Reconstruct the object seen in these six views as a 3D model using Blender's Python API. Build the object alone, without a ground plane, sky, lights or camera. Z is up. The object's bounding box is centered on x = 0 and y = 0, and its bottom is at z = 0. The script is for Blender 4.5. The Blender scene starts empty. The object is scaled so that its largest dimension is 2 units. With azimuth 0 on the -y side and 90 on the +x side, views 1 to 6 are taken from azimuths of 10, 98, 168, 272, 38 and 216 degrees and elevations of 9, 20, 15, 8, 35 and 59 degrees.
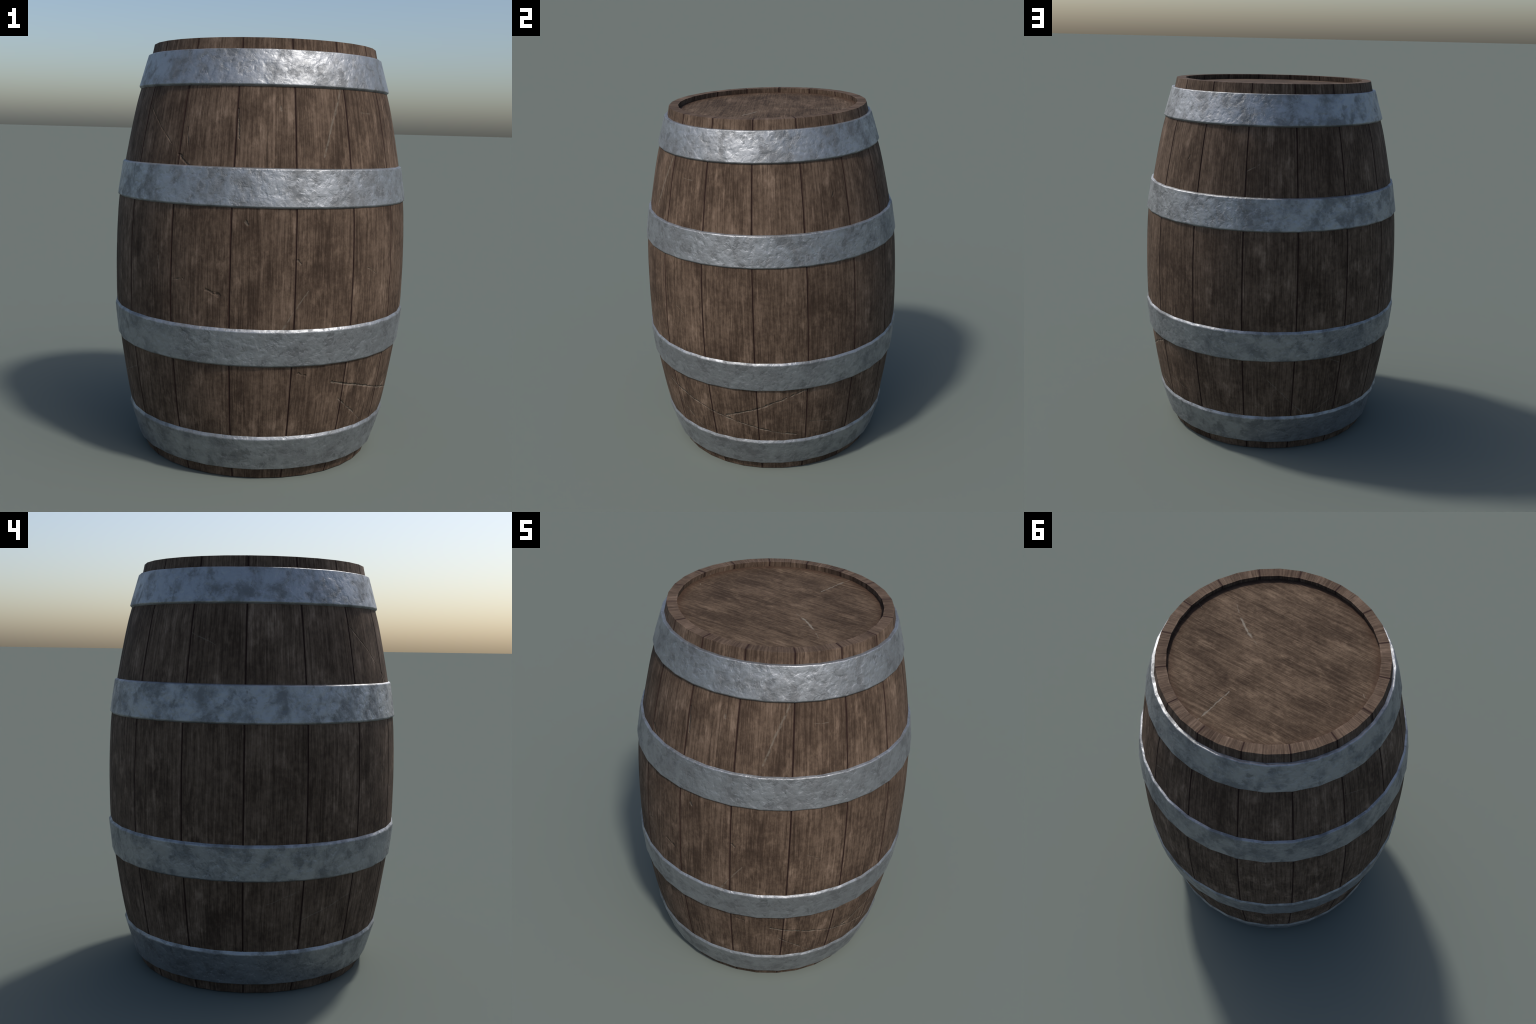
"""A weathered oak cask: sixteen bowed staves, four galvanised hoops, two recessed heads."""
import bpy, math
from mathutils import Vector, noise

STAVES = 16
FACETS = 32                      # every stave is planed to two flats
TWO_PI = 2.0 * math.pi
HALF_STAVE = math.pi / STAVES
FACET = TWO_PI / FACETS

# ------------------------------------------------------------------ profile of the bulge (z, radius)
PROFILE = [(0.000, 0.579), (0.054, 0.597), (0.140, 0.627), (0.228, 0.653), (0.330, 0.673), (0.450, 0.692),
           (0.571, 0.709), (0.743, 0.727), (0.900, 0.7305), (1.000, 0.7300), (1.130, 0.7260), (1.272, 0.716),
           (1.442, 0.687), (1.600, 0.657), (1.720, 0.631), (1.789, 0.612), (1.870, 0.587), (1.948, 0.560), (2.000, 0.548)]


def slopes(points):
    out = []
    for i in range(len(points)):
        a, b = points[max(i - 1, 0)], points[min(i + 1, len(points) - 1)]
        out.append((b[1] - a[1]) / (b[0] - a[0]))
    return out


SLOPES = slopes(PROFILE)


def radius_at(z):
    """Cubic Hermite through the profile points; returns the radius and its slope dr/dz."""
    z = min(max(z, PROFILE[0][0]), PROFILE[-1][0])
    i = max(k for k in range(len(PROFILE) - 1) if PROFILE[k][0] <= z)
    (z0, r0), (z1, r1) = PROFILE[i], PROFILE[i + 1]
    h = z1 - z0
    t = (z - z0) / h
    m0, m1 = SLOPES[i] * h, SLOPES[i + 1] * h
    r = (2*t**3 - 3*t*t + 1)*r0 + (t**3 - 2*t*t + t)*m0 + (3*t*t - 2*t**3)*r1 + (t**3 - t*t)*m1
    dr = ((6*t*t - 6*t)*r0 + (3*t*t - 4*t + 1)*m0 + (6*t - 6*t*t)*r1 + (3*t*t - 2*t)*m1) / h
    return r, dr


def flat_factor(theta):
    """Radius factor that turns a circle into the 32-sided outline (corners on multiples of 11.25 degrees)."""
    d = (theta % FACET) - FACET / 2
    return math.cos(FACET / 2) / math.cos(d)


def polar(r, theta, z):
    return Vector((r * math.cos(theta), r * math.sin(theta), z))


# ------------------------------------------------------------------ node helpers
class Nodes:
    def __init__(self, tree):
        self.t = tree

    def new(self, kind, **props):
        n = self.t.nodes.new(kind)
        for k, v in props.items():
            setattr(n, k, v)
        return n

    def put(self, socket, value):
        if isinstance(value, bpy.types.NodeSocket):
            self.t.links.new(value, socket)
        elif value is not None:
            socket.default_value = value

    def math(self, op, a, b=None, c=None, clamp=False):
        n = self.new("ShaderNodeMath", operation=op, use_clamp=clamp)
        for i, v in enumerate((a, b, c)):
            if v is not None:
                self.put(n.inputs[i], v)
        return n.outputs[0]

    def vec(self, x, y, z):
        n = self.new("ShaderNodeCombineXYZ")
        for i, v in enumerate((x, y, z)):
            self.put(n.inputs[i], v)
        return n.outputs[0]

    def noise(self, vector, scale=1.0, detail=4.0, rough=0.5, distortion=0.0):
        n = self.new("ShaderNodeTexNoise")
        self.put(n.inputs["Vector"], vector)
        n.inputs["Scale"].default_value = scale
        n.inputs["Detail"].default_value = detail
        n.inputs["Roughness"].default_value = rough
        n.inputs["Distortion"].default_value = distortion
        return n.outputs["Fac"]

    def smooth(self, v, lo, hi, to_lo=0.0, to_hi=1.0):
        n = self.new("ShaderNodeMapRange", interpolation_type="SMOOTHSTEP")
        self.put(n.inputs[0], v)
        for i, x in enumerate((lo, hi, to_lo, to_hi)):
            self.put(n.inputs[i + 1], x)
        return n.outputs[0]

    def ramp(self, v, stops):
        n = self.new("ShaderNodeValToRGB")
        e = n.color_ramp.elements
        while len(e) < len(stops):
            e.new(0.5)
        for el, (p, c) in zip(e, stops):
            el.position, el.color = p, (*c, 1)
        self.put(n.inputs[0], v)
        return n.outputs[0]

    def mix(self, f, a, b, blend="MIX"):
        n = self.new("ShaderNodeMix", data_type="RGBA", blend_type=blend)
        self.put(n.inputs[0], f)
        for s, v in ((n.inputs[6], a), (n.inputs[7], b)):
            self.put(s, (*v, 1) if isinstance(v, tuple) else v)
        return n.outputs[2]

    def bump(self, height, strength, distance, normal=None):
        n = self.new("ShaderNodeBump")
        n.inputs["Strength"].default_value = strength
        n.inputs["Distance"].default_value = distance
        self.put(n.inputs["Height"], height)
        if normal is not None:
            self.put(n.inputs["Normal"], normal)
        return n.outputs[0]


def scratch_group():
    """Mask of one straight scratch: 1 on the line from A to A+D, falling to 0 at the given width."""
    g = bpy.data.node_groups.new("scratch_line", "ShaderNodeTree")
    for name, typ in (("U", "Float"), ("V", "Float"), ("AU", "Float"), ("AV", "Float"), ("DU", "Float"), ("DV", "Float"), ("Width", "Float"), ("Turn", "Float")):
        g.interface.new_socket(name, in_out="INPUT", socket_type="NodeSocketFloat")
    g.interface.new_socket("Mask", in_out="OUTPUT", socket_type="NodeSocketFloat")
    n = Nodes(g)
    i = n.new("NodeGroupInput").outputs
    o = n.new("NodeGroupOutput")
    half = n.math("MULTIPLY", i["Turn"], 0.5)
    pu = n.math("WRAP", n.math("SUBTRACT", i["U"], i["AU"]), half, n.math("MULTIPLY", half, -1.0))
    pv = n.math("SUBTRACT", i["V"], i["AV"])
    dot = n.math("ADD", n.math("MULTIPLY", pu, i["DU"]), n.math("MULTIPLY", pv, i["DV"]))
    dd = n.math("ADD", n.math("MULTIPLY", i["DU"], i["DU"]), n.math("MULTIPLY", i["DV"], i["DV"]))
    h = n.math("DIVIDE", dot, dd, clamp=True)
    eu = n.math("SUBTRACT", pu, n.math("MULTIPLY", h, i["DU"]))
    ev = n.math("SUBTRACT", pv, n.math("MULTIPLY", h, i["DV"]))
    dist = n.math("SQRT", n.math("ADD", n.math("MULTIPLY", eu, eu), n.math("MULTIPLY", ev, ev)))
    m = n.math("SUBTRACT", 1.0, n.math("DIVIDE", dist, i["Width"]), clamp=True)
    g.links.new(m, o.inputs[0])
    return g


# Old knocks and drag marks on the staves: angle in degrees, height in metres; width; paleness; depth.
STAVE_MARKS = [
    ([(-134.9, 1.708), (-128.0, 1.641), (-122.5, 1.588), (-117.4, 1.536)], 0.005, 0.05, 0.8),
    ([(-112.8, 1.489), (-110.5, 1.466), (-108.2, 1.440)], 0.008, 0.15, 1.2),
    ([(-89.7, 1.690), (-88.9, 1.566)], 0.006, 0.35, 1.0),
    ([(-110.3, 1.607), (-109.3, 1.527)], 0.004, 0.10, 0.8),
    ([(-46.5, 1.790), (-51.7, 1.655), (-56.4, 1.496)], 0.008, 0.55, 0.15),
    ([(-98.5, 0.908), (-96.4, 0.899), (-94.2, 0.888)], 0.010, 0.10, 1.0),
    ([(-119.0, 1.048), (-118.7, 1.013)], 0.007, 0.40, 0.5),
    ([(-111.4, 0.939), (-107.6, 0.948)], 0.007, 0.15, 0.9),
    ([(-37.6, 1.001), (-32.3, 0.966)], 0.005, 0.30, 0.7),
    ([(-62.5, 0.915), (-66.2, 0.850), (-69.6, 0.782), (-71.7, 0.740)], 0.006, 0.50, 0.2),
    ([(-64.9, 0.538), (-62.0, 0.526)], 0.007, 0.10, 1.2),
    ([(-50.5, 0.480), (-44.8, 0.463), (-36.0, 0.436), (-28.8, 0.413), (-20.6, 0.382), (-8.9, 0.347), (6.2, 0.295), (17.7, 0.264)], 0.007, 0.50, 1.3),  # paleness raised here and two lines down: sunlit lower lip painted in
    ([(-46.6, 0.392), (-39.6, 0.327), (-30.8, 0.248)], 0.005, 0.40, 0.6),
    ([(-15.2, 0.381), (-0.3, 0.448), (14.2, 0.525), (22.2, 0.562)], 0.008, 0.50, 1.5),
    ([(24.5, 0.346), (35.7, 0.314)], 0.004, 0.25, 0.4),
    ([(76.5, 0.487), (88.2, 0.333), (96.1, 0.235)], 0.005, 0.40, 0.1),
    ([(99.3, 0.228), (112.4, 0.329)], 0.004, 0.35, 0.1),
    ([(107.3, 0.557), (112.7, 0.527)], 0.005, 0.30, 0.3),
    ([(67.3, 1.570), (73.0, 1.605)], 0.004, 0.40, 0.2),
    ([(-171.0, 0.463), (-159.2, 0.520)], 0.004, 0.35, 0.1),
    ([(-158.2, 0.374), (-145.0, 0.429), (-136.0, 0.469)], 0.004, 0.40, 0.1),
    ([(158.0, 1.661), (168.0, 1.612)], 0.004, 0.35, 0.1),
    ([(-73.3, 1.703), (-73.1, 1.690)], 0.008, 0.45, 0.6),
    ([(-85.2, 1.212), (-84.5, 1.201)], 0.008, 0.35, 0.8),
    ([(-66.9, 1.050), (-65.7, 1.037)], 0.008, 0.25, 0.8),
    ([(37.6, 1.624), (37.1, 1.604)], 0.006, 0.20, 0.9),
    ([(-36.9, 1.689), (-30.8, 1.689)], 0.003, 0.40, 0.1),
]
# Marks on the heads, in metres across the disc.
HEAD_MARKS = [
    ([(0.276, -0.102), (0.230, -0.074), (0.188, -0.049), (0.160, -0.040)], 0.008, 0.95, 0.3),
    ([(0.345, -0.158), (0.305, -0.126)], 0.004, 0.45, 0.1),
    ([(0.140, -0.030), (0.115, -0.020)], 0.004, 0.35, 0.1),
    ([(0.046, 0.275), (0.057, 0.454)], 0.006, 0.75, 0.6),
    ([(0.058, 0.470), (0.064, 0.495)], 0.005, 0.45, 0.3),
    ([(0.495, -0.050), (0.465, -0.038)], 0.005, 0.40, 0.2),
    ([(-0.450, -0.081), (-0.466, -0.068)], 0.004, 0.50, 0.1),
]


def scratches(n, group, marks, u, v, turn, scale_u, wear):
    """Returns (paleness, depth) summed over all marks."""
    pale, deep = 0.0, 0.0
    for pts, width, paleness, depth in marks:
        line = None
        for (a0, b0), (a1, b1) in zip(pts, pts[1:]):
            s = n.new("ShaderNodeGroup", node_tree=group)
            n.put(s.inputs["U"], u)                            # chained, so that the shader works through them in turn
            n.put(s.inputs["V"], v)
            for k, x in (("AU", a0 * scale_u), ("AV", b0), ("DU", (a1 - a0) * scale_u), ("DV", b1 - b0), ("Width", 1.45 * width), ("Turn", turn)):
                s.inputs[k].default_value = x
            line = s.outputs[0] if line is None else n.math("MAXIMUM", line, s.outputs[0])
            u = n.math("MULTIPLY_ADD", line, 1e-9, u)
        line = n.smooth(line, wear, 0.9)
        pale = n.math("MAXIMUM", n.math("MULTIPLY", line, 0.8 * paleness), pale)
        deep = n.math("MAXIMUM", n.math("MULTIPLY", line, depth), deep)
        u = n.math("MULTIPLY_ADD", n.math("ADD", pale, deep), 1e-9, u)
    return pale, deep


WOOD_STOPS = [(0.0, (0.0235, 0.0152, 0.0102)), (0.30, (0.0510, 0.0331, 0.0229)), (0.52, (0.0860, 0.0580, 0.0406)),
              (0.75, (0.1350, 0.0931, 0.0667)), (1.0, (0.2105, 0.1501, 0.1103))]
HEAD_STOPS = [(p, (0.80 * rgb[0], 0.79 * rgb[1], 0.73 * rgb[2])) for p, rgb in WOOD_STOPS]
MARK_COLOUR = (0.21, 0.185, 0.15)


def wood_tone(n, gu, gv, seed, rubbed):
    """Tone 0..1 of weathered oak from grain coordinates (gu across, gv along, metres); rubbed is the lift of worn spots."""
    streak = n.noise(n.vec(n.math("MULTIPLY", gu, 95.0), n.math("MULTIPLY", gv, 2.3), seed), 1.0, 6.0, 0.66, 0.15)
    fibre = n.noise(n.vec(n.math("MULTIPLY", gu, 240.0), n.math("MULTIPLY", gv, 11.0), seed), 1.0, 4.0, 0.65)
    patch = n.noise(n.vec(n.math("MULTIPLY", gu, 8.0), n.math("MULTIPLY", gv, 4.5), seed), 1.0, 4.0, 0.58)
    cloud = n.noise(n.vec(n.math("MULTIPLY", gu, 52.0), n.math("MULTIPLY", gv, 36.0), seed), 1.0, 7.0, 0.72)
    wear = n.noise(n.vec(n.math("MULTIPLY", gu, 15.0), n.math("MULTIPLY", gv, 7.0), n.math("ADD", seed, 23.0)), 1.0, 5.0, 0.62)
    tone = n.math("ADD", n.math("MULTIPLY", streak, 0.88), n.math("MULTIPLY", fibre, 0.78))
    tone = n.math("ADD", tone, n.math("MULTIPLY", patch, 0.80))
    tone = n.math("ADD", tone, n.math("MULTIPLY", cloud, 0.68))
    tone = n.math("ADD", tone, n.smooth(wear, 0.52, 0.74, 0.0, rubbed))       # soft dusty rubbing
    tone = n.smooth(tone, 0.95, 2.20)
    glint = n.noise(n.vec(n.math("MULTIPLY", gu, 120.0), n.math("MULTIPLY", gv, 9.0), n.math("ADD", seed, 17.0)), 1.0, 3.0, 0.6)
    tone = n.math("ADD", tone, n.smooth(glint, 0.60, 0.78, 0.0, 0.22))     # raised pale fibres
    relief = n.math("ADD", n.math("MULTIPLY", streak, 0.6), n.math("MULTIPLY", fibre, 0.5))
    # dark open cracks along the grain
    crack = n.noise(n.vec(n.math("MULTIPLY", gu, 95.0), n.math("MULTIPLY", gv, 2.0), n.math("ADD", seed, 41.0)), 1.0, 2.0, 0.5)
    crack = n.smooth(crack, 0.66, 0.74)
    return tone, relief, crack, cloud


def finish(n, colour, rough, normal, metallic=0.0, spec=0.5):
    b = n.new("ShaderNodeBsdfPrincipled")
    n.put(b.inputs["Base Color"], colour)
    n.put(b.inputs["Roughness"], rough)
    n.put(b.inputs["Normal"], normal)
    n.put(b.inputs["Metallic"], metallic)
    n.put(b.inputs["Specular IOR Level"], spec)
    o = n.new("ShaderNodeOutputMaterial")
    n.t.links.new(b.outputs[0], o.inputs[0])


def start(name, frame):
    m = bpy.data.materials.new(name)
    m.use_nodes = True
    m.node_tree.nodes.clear()
    n = Nodes(m.node_tree)
    tc = n.new("ShaderNodeTexCoord", object=frame)
    sep = n.new("ShaderNodeSeparateXYZ")
    n.put(sep.inputs[0], tc.outputs["Object"])
    return m, n, tc.outputs["Object"], sep.outputs


def stave_wood(frame, group, end_grain=False):
    m, n, pos, (x, y, z) = start("weathered_oak_end" if end_grain else "weathered_oak_stave", frame)
    theta = n.math("ARCTAN2", y, x)
    rad = n.math("SQRT", n.math("ADD", n.math("MULTIPLY", x, x), n.math("MULTIPLY", y, y)))
    turn = n.math("MULTIPLY", theta, STAVES / TWO_PI)
    index = n.math("FLOOR", turn)
    frac = n.math("SUBTRACT", turn, index)
    seam = n.math("MULTIPLY", n.math("MULTIPLY", n.math("MINIMUM", frac, n.math("SUBTRACT", 1.0, frac)), TWO_PI / STAVES), rad)
    jump = n.new("ShaderNodeTexWhiteNoise", noise_dimensions="1D")
    n.put(jump.inputs["W"], index)
    seed = n.math("MULTIPLY", jump.outputs["Value"], 60.0)
    gu = n.math("MULTIPLY", theta, 0.68)
    along = n.math("ADD", z, n.math("MULTIPLY", rad, 0.6))
    tone, relief, crack, cloud = wood_tone(n, gu, along, seed, 0.32)
    # each stave is cut from another board
    board = n.math("MULTIPLY", n.math("SUBTRACT", jump.outputs["Value"], 0.5), 0.10)
    tone = n.math("ADD", tone, board, clamp=True)
    if end_grain:                                              # planed, calmer, rubbed pale along both arrises
        tone = n.math("ADD", n.math("MULTIPLY", tone, 0.75), 0.11)
        rub = n.math("ABSOLUTE", n.math("SUBTRACT", n.math("ABSOLUTE", n.math("SUBTRACT", rad, 0.523)), 0.0248))
        rub = n.math("MULTIPLY", n.smooth(rub, 0.0, 0.010, 1.0, 0.0), n.smooth(n.noise(pos, 24.0, 4.0, 0.6), 0.45, 0.70))
        tone = n.math("ADD", tone, n.math("MULTIPLY", rub, 0.22), clamp=True)
    colour = n.ramp(tone, WOOD_STOPS)
    colour = n.mix(n.math("MULTIPLY", crack, 0.40), colour, (0.028, 0.019, 0.014))
    wob = n.noise(pos, 30.0, 3.0, 0.5)
    us = n.math("ADD", gu, n.math("MULTIPLY", n.math("SUBTRACT", wob, 0.5), 0.012))
    wob2 = n.noise(pos, 34.0, 2.0, 0.5)
    vs = n.math("ADD", z, n.math("MULTIPLY", n.math("SUBTRACT", wob2, 0.5), 0.010))
    wear = n.smooth(n.noise(pos, 30.0, 3.0, 0.6), 0.30, 0.68, 0.0, 0.75)
    pale, deep = scratches(n, group, [] if end_grain else STAVE_MARKS, us, vs, TWO_PI * 0.68, math.radians(1) * 0.68, wear)
    breakup = n.smooth(n.noise(pos, 38.0, 3.0, 0.6), 0.30, 0.55)
    colour = n.mix(n.math("MULTIPLY", pale, breakup), colour, MARK_COLOUR)
    # dark reddish tannin in the joints
    joint = n.smooth(n.math("ADD", seam, n.math("MULTIPLY", n.math("SUBTRACT", wob, 0.5), 0.003)), 0.0022, 0.0062, 1.0, 0.0)
    colour = n.mix(n.math("MULTIPLY", joint, 0.9), colour, (0.026, 0.0125, 0.0105))
    h = n.math("ADD", n.math("MULTIPLY", relief, 0.0015), n.math("MULTIPLY", cloud, 0.0015))
    h = n.math("SUBTRACT", h, n.math("MULTIPLY", crack, 0.0006))
    h = n.math("SUBTRACT", h, n.math("MULTIPLY", n.math("MULTIPLY", deep, breakup), 0.0055))
    normal = n.bump(h, 0.8, 1.0)
    rough = n.smooth(tone, 0.0, 1.0, 0.88, 0.74)
    finish(n, colour, rough, normal, spec=0.14)
    return m


def head_wood(frame, group):
    m, n, pos, (x, y, z) = start("weathered_oak_head", frame)
    side = n.math("MULTIPLY", n.math("GREATER_THAN", z, 1.0), 17.0)
    gu = n.math("ADD", n.math("MULTIPLY", y, 0.995), n.math("MULTIPLY", x, -0.08))
    gv = n.math("ADD", x, n.math("MULTIPLY", y, 0.08))
    tone, relief, crack, cloud = wood_tone(n, gu, gv, side, 0.30)
    colour = n.ramp(tone, HEAD_STOPS)
    colour = n.mix(n.math("MULTIPLY", crack, 0.25), colour, (0.028, 0.019, 0.014))
    rad = n.math("SQRT", n.math("ADD", n.math("MULTIPLY", x, x), n.math("MULTIPLY", y, y)))
    wob = n.noise(pos, 40.0, 3.0, 0.6)
    # reddish dark band along the croze
    edge_band = n.smooth(n.math("ADD", rad, n.math("MULTIPLY", n.math("SUBTRACT", wob, 0.5), 0.02)), 0.452, 0.503)
    colour = n.mix(n.math("MULTIPLY", edge_band, 0.65), colour, (0.050, 0.027, 0.018))
    us = n.math("ADD", x, n.math("MULTIPLY", n.math("SUBTRACT", wob, 0.5), 0.012))
    wear = n.smooth(n.noise(pos, 30.0, 3.0, 0.6), 0.30, 0.68, 0.0, 0.75)
    pale, deep = scratches(n, group, HEAD_MARKS, us, y, 40.0, 1.0, wear)
    top = n.math("GREATER_THAN", z, 1.0)
    pale, deep = n.math("MULTIPLY", pale, top), n.math("MULTIPLY", deep, top)
    breakup = n.smooth(n.noise(pos, 38.0, 3.0, 0.6), 0.25, 0.5)
    colour = n.mix(n.math("MULTIPLY", pale, breakup), colour, MARK_COLOUR)
    h = n.math("ADD", n.math("MULTIPLY", relief, 0.0015), n.math("MULTIPLY", cloud, 0.0015))
    h = n.math("SUBTRACT", h, n.math("MULTIPLY", n.math("MULTIPLY", deep, breakup), 0.0040))
    normal = n.bump(h, 0.7, 1.0)
    finish(n, colour, n.smooth(tone, 0.0, 1.0, 0.88, 0.74), normal, spec=0.14)
    return m


def hoop_metal(frame):
    m, n, pos, (x, y, z) = start("galvanised_iron", frame)
    cloud = n.noise(pos, 8.5, 10.0, 0.64, 0.3)
    fine = n.noise(pos, 30.0, 8.0, 0.68, 0.35)
    tone = n.math("ADD", n.math("MULTIPLY", cloud, 0.68), n.math("MULTIPLY", fine, 0.32))
    dull = n.smooth(tone, 0.365, 0.585)
    speck = n.smooth(n.noise(pos, 62.0, 4.0, 0.6, 0.5), 0.60, 0.70)
    speck = n.math("MULTIPLY", speck, n.smooth(cloud, 0.56, 0.44))
    colour = n.ramp(dull, [(0.0, (0.190, 0.197, 0.203)), (0.35, (0.238, 0.247, 0.256)), (0.7, (0.292, 0.302, 0.314)), (1.0, (0.340, 0.352, 0.368))])
    spot = n.noise(pos, 17.0, 9.0, 0.66, 0.35)
    spot = n.smooth(n.math("ADD", n.math("MULTIPLY", spot, 0.7), n.math("MULTIPLY", cloud, 0.3)), 0.455, 0.415)
    colour = n.mix(n.math("MULTIPLY", spot, 0.50), colour, (0.150, 0.155, 0.160))
    colour = n.mix(n.math("MULTIPLY", speck, 0.45), colour, (0.13, 0.13, 0.128))
    rough = n.smooth(dull, 0.0, 1.0, 0.60, 0.51)
    metallic = n.smooth(dull, 0.0, 0.7, 0.72, 0.86)
    hammer = n.noise(pos, 29.0, 3.0, 0.45, 0.2)
    pits = n.noise(pos, 80.0, 4.0, 0.6, 0.2)
    dent = n.smooth(hammer, 0.32, 0.54)
    h = n.math("ADD", n.math("ADD", n.math("MULTIPLY", hammer, 0.0042), n.math("MULTIPLY", dent, 0.0011)), n.math("MULTIPLY", pits, 0.0009))
    h = n.math("ADD", h, n.math("MULTIPLY", dull, 0.0007))
    h = n.math("SUBTRACT", h, n.math("MULTIPLY", n.math("MAXIMUM", speck, spot), 0.0006))
    normal = n.bump(h, 0.75, 1.0)
    finish(n, colour, rough, normal, metallic)
    return m


# ------------------------------------------------------------------ mesh builders
def build_mesh(name, verts, faces, normals, *materials, slots=None):
    """faces: lists of vertex indices; normals: one list of Vectors (or None) per face."""
    me = bpy.data.meshes.new(name)
    me.from_pydata([v[:] for v in verts], [], faces)
    for material in materials:
        me.materials.append(material)
    if slots:
        me.polygons.foreach_set("material_index", slots)
    me.polygons.foreach_set("use_smooth", [True] * len(faces))
    me.update()
    loops = []
    for poly, ns in zip(me.polygons, normals):
        if ns is None:
            loops += [poly.normal.copy()] * poly.loop_total
        else:
            loops += ns
    me.normals_split_custom_set([v[:] for v in loops])
    return me


def stave_mesh(material, end_material):
    """One stave, centred on the +x axis: bowed outer face with chamfered joints, solid to the inner wall."""
    gap, cham, depth, wall = 0.0004, 0.0026, 0.0022, 0.0499
    zs = sorted(set([0.0, 0.0008, 1.9992, 2.0] + [round(0.025 * k, 4) for k in range(1, 80)] + [p[0] for p in PROFILE]))
    edge = [HALF_STAVE - (gap) / 0.66, HALF_STAVE - (gap + cham) / 0.66]
    cols = [-edge[0], -edge[1]]
    inner_cols = 8
    for k in range(1, inner_cols):
        cols.append(-edge[1] + 2 * edge[1] * k / inner_cols)
    cols += [edge[1], edge[0]]
    verts, faces, normals = [], [], []

    def ring_normal(theta, dr):
        v = Vector((math.cos(theta), math.sin(theta), -dr))
        return v.normalized()

    nc = len(cols)
    info = []
    for z in zs:
        r, dr = radius_at(z)
        lip = 0.0008 if z in (zs[0], zs[-1]) else 0.0
        for j, t in enumerate(cols):
            rr = r * flat_factor(t) - lip - (depth if j in (0, nc - 1) else 0.0)
            verts.append(polar(rr, t, z))
            info.append((t, dr))
    base_inner = len(verts)
    for z in zs:
        r, dr = radius_at(z)
        for t in (cols[0], 0.0, cols[-1]):
            verts.append(polar((r - wall) * flat_factor(t), t, z))
    for i in range(len(zs) - 1):
        for j in range(nc - 1):
            q = [i*nc + j, i*nc + j + 1, (i+1)*nc + j + 1, (i+1)*nc + j]
            faces.append(q)
            edge_row = i in (0, len(zs) - 2)
            if j in (0, nc - 2):
                s = -1 if j == 0 else 1
                normals.append([(ring_normal(*info[k]) * 0.8 + s * 0.6 * Vector((-math.sin(info[k][0]), math.cos(info[k][0]), 0))).normalized() for k in q])
            elif edge_row:
                normals.append(None)
            else:
                normals.append([ring_normal(*info[k]) for k in q])
        for j in range(2):                                     # inner wall
            a = base_inner + i*3 + j
            faces.append([a, a + 3, a + 4, a + 1])
            normals.append(None)
        a, b = i*nc, base_inner + i*3                          # joint faces
        faces.append([a, a + nc, b + 3, b]); normals.append(None)
        a, b = i*nc + nc - 1, base_inner + i*3 + 2
        faces.append([a, b, b + 3, a + nc]); normals.append(None)
    last = len(zs) - 1
    mid = nc // 2
    for row, flip in ((0, False), (last, True)):               # end grain
        o = [row*nc + j for j in range(nc)]
        b = base_inner + row*3
        left = o[:mid + 1] + [b + 1, b]
        right = o[mid:] + [b + 2, b + 1]
        for f in (left, right):
            faces.append(f if flip else f[::-1])
            normals.append(None)
    slots = [0] * (len(faces) - 4) + [1] * 4
    return build_mesh("stave", verts, faces, normals, material, end_material, slots=slots)


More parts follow.
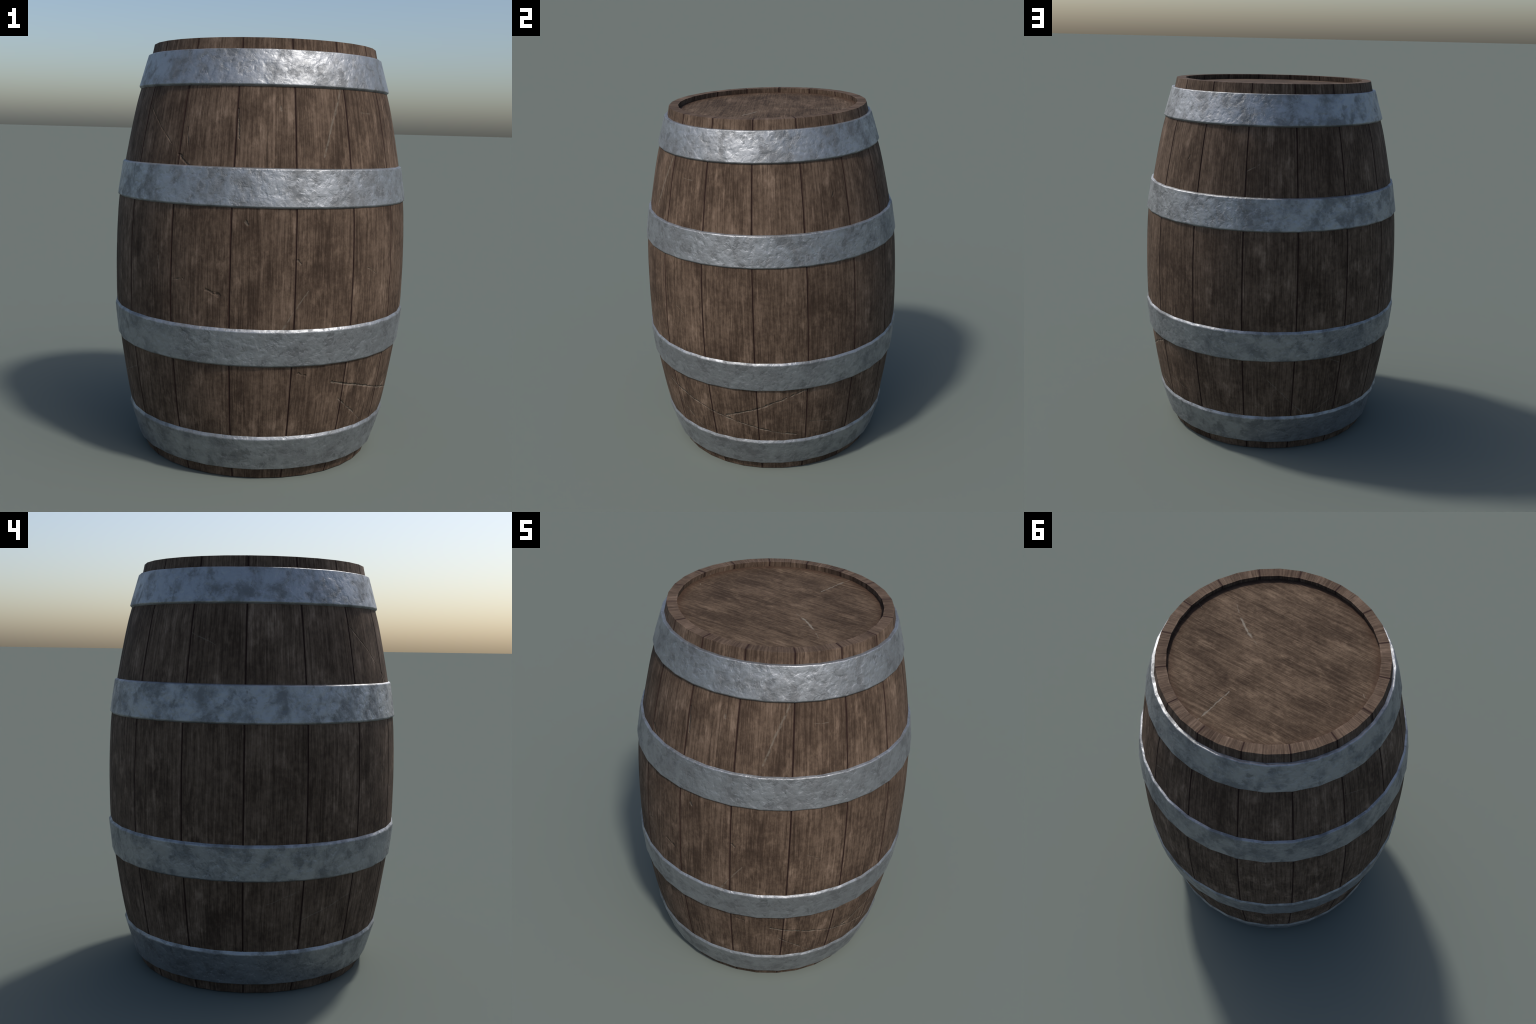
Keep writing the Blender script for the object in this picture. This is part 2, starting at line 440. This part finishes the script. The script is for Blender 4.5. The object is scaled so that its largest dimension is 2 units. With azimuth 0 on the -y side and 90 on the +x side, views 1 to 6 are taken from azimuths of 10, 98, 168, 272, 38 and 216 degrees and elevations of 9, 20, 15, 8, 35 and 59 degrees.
def hoop_mesh(section, seed, material):
    """Revolve a rounded flat-bar section [(r, z) inner bottom, outer bottom, outer top, inner top] on the 32 flats."""
    (ib, ob, ot, it) = [Vector((p[0], p[1])) for p in section]
    along = (ot - ob).normalized()
    out_n = Vector((along.y, -along.x))
    pts = [(ib, None)]
    soft = 0.0048
    lower = (ib - ob).normalized()
    upper = (it - ot).normalized()
    low_n = Vector((lower.y, -lower.x)) * -1
    if low_n.y > 0: low_n = -low_n
    up_n = Vector((upper.y, -upper.x))
    if up_n.y < 0: up_n = -up_n
    prof = [(ib, low_n), (ob + lower * soft, low_n)]
    for k in (1, 2, 3):                                        # rounded lower edge
        f = k / 4
        p = (ob + lower * soft) * (1-f)**2 + ob * 2*f*(1-f) + (ob + along * soft) * f*f
        prof.append((p, (low_n * (1-f) + out_n * f).normalized()))
    rows = 10
    for k in range(rows + 1):
        f = k / rows
        prof.append(((ob + along * soft).lerp(ot - along * soft, f), out_n))
    for k in (1, 2, 3):
        f = k / 4
        p = (ot - along * soft) * (1-f)**2 + ot * 2*f*(1-f) + (ot + upper * soft) * f*f
        prof.append((p, (out_n * (1-f) + up_n * f).normalized()))
    prof += [(ot + upper * soft, up_n), (it, up_n)]
    back = -0.010
    tail = [(it + out_n * back, -out_n), (ib + out_n * back, -out_n)]   # buried in the staves
    prof += tail
    n = len(prof)
    sub = 6
    cols = FACETS * sub
    verts, norms = [], []
    for c in range(cols):
        t = TWO_PI * c / cols
        f = flat_factor(t)
        for k, (p, nn) in enumerate(prof):
            v = polar(p.x * f, t, p.y)
            if 1 <= k < n - 3:                                 # hand-forged unevenness
                w = noise.noise(v * 9.0 + Vector((seed, 0, 0))) * 0.0010 + noise.noise(v * 31.0 + Vector((seed, 5, 0))) * 0.0006
                v += Vector((nn.x * math.cos(t), nn.x * math.sin(t), nn.y)) * w
            verts.append(v)
            norms.append(Vector((nn.x * math.cos(t), nn.x * math.sin(t), nn.y)))
    faces, normals = [], []
    for c in range(cols):
        d = (c + 1) % cols
        for k in range(n):
            k2 = (k + 1) % n
            q = [c*n + k, d*n + k, d*n + k2, c*n + k2]
            faces.append(q)
            normals.append(None if k >= n - 3 else [norms[i] for i in q])
    return build_mesh("hoop", verts, faces, normals, material)


def head_mesh(z_out, z_in, radius, material):
    """A flat disc with a chamfered rim that sits in the croze of the staves."""
    s = 1 if z_out > z_in else -1
    rings = [(radius, z_in), (radius, z_out - s*0.004), (radius - 0.004, z_out)]
    cols = 96
    verts = [Vector((0, 0, z_in)), Vector((0, 0, z_out))]
    for r, z in rings:
        verts += [polar(r, TWO_PI * c / cols, z) for c in range(cols)]
    faces = []
    for c in range(cols):
        d = (c + 1) % cols
        faces.append([0, 2 + d, 2 + c])
        for k in range(2):
            a, b = 2 + k*cols, 2 + (k+1)*cols
            faces.append([a + c, a + d, b + d, b + c])
        a = 2 + 2*cols
        faces.append([1, a + c, a + d])
    if s < 0:
        faces = [f[::-1] for f in faces]
    return build_mesh("head", verts, faces, [None] * len(faces), material)


# ------------------------------------------------------------------ assembly
def add(name, mesh, parent):
    o = bpy.data.objects.new(name, mesh)
    bpy.context.scene.collection.objects.link(o)
    o.parent = parent
    return o


barrel = bpy.data.objects.new("wooden_barrel", None)
bpy.context.scene.collection.objects.link(barrel)
barrel["label"] = "weathered brown wooden barrel with four grey metal hoops"
barrel["category"] = "wooden barrel"

marks = scratch_group()
oak = stave_wood(barrel, marks)
oak_head = head_wood(barrel, marks)
iron = hoop_metal(barrel)

stave = stave_mesh(oak, stave_wood(barrel, marks, end_grain=True))
for k in range(STAVES):
    o = add("stave", stave, barrel)
    o.rotation_euler[2] = HALF_STAVE * (2 * k + 1)

# hoop sections: inner bottom, outer bottom, outer top, inner top as (radius, height)
HOOPS = [
    [(0.612, 1.789), (0.6215, 1.797), (0.5755, 1.950), (0.560, 1.950)],
    [(0.715, 1.271), (0.7240, 1.278), (0.6995, 1.439), (0.687, 1.443)],
    [(0.709, 0.570), (0.7195, 0.576), (0.7360, 0.732), (0.7275, 0.743)],
    [(0.600, 0.053), (0.6115, 0.0530), (0.6600, 0.213), (0.6525, 0.229)],
]
for k, section in enumerate(HOOPS):
    add("hoop", hoop_mesh(section, 3.7 * k + 1.0, iron), barrel)

add("head", head_mesh(1.972, 1.930, 0.520, oak_head), barrel)
add("head", head_mesh(0.034, 0.074, 0.552, oak_head), barrel)
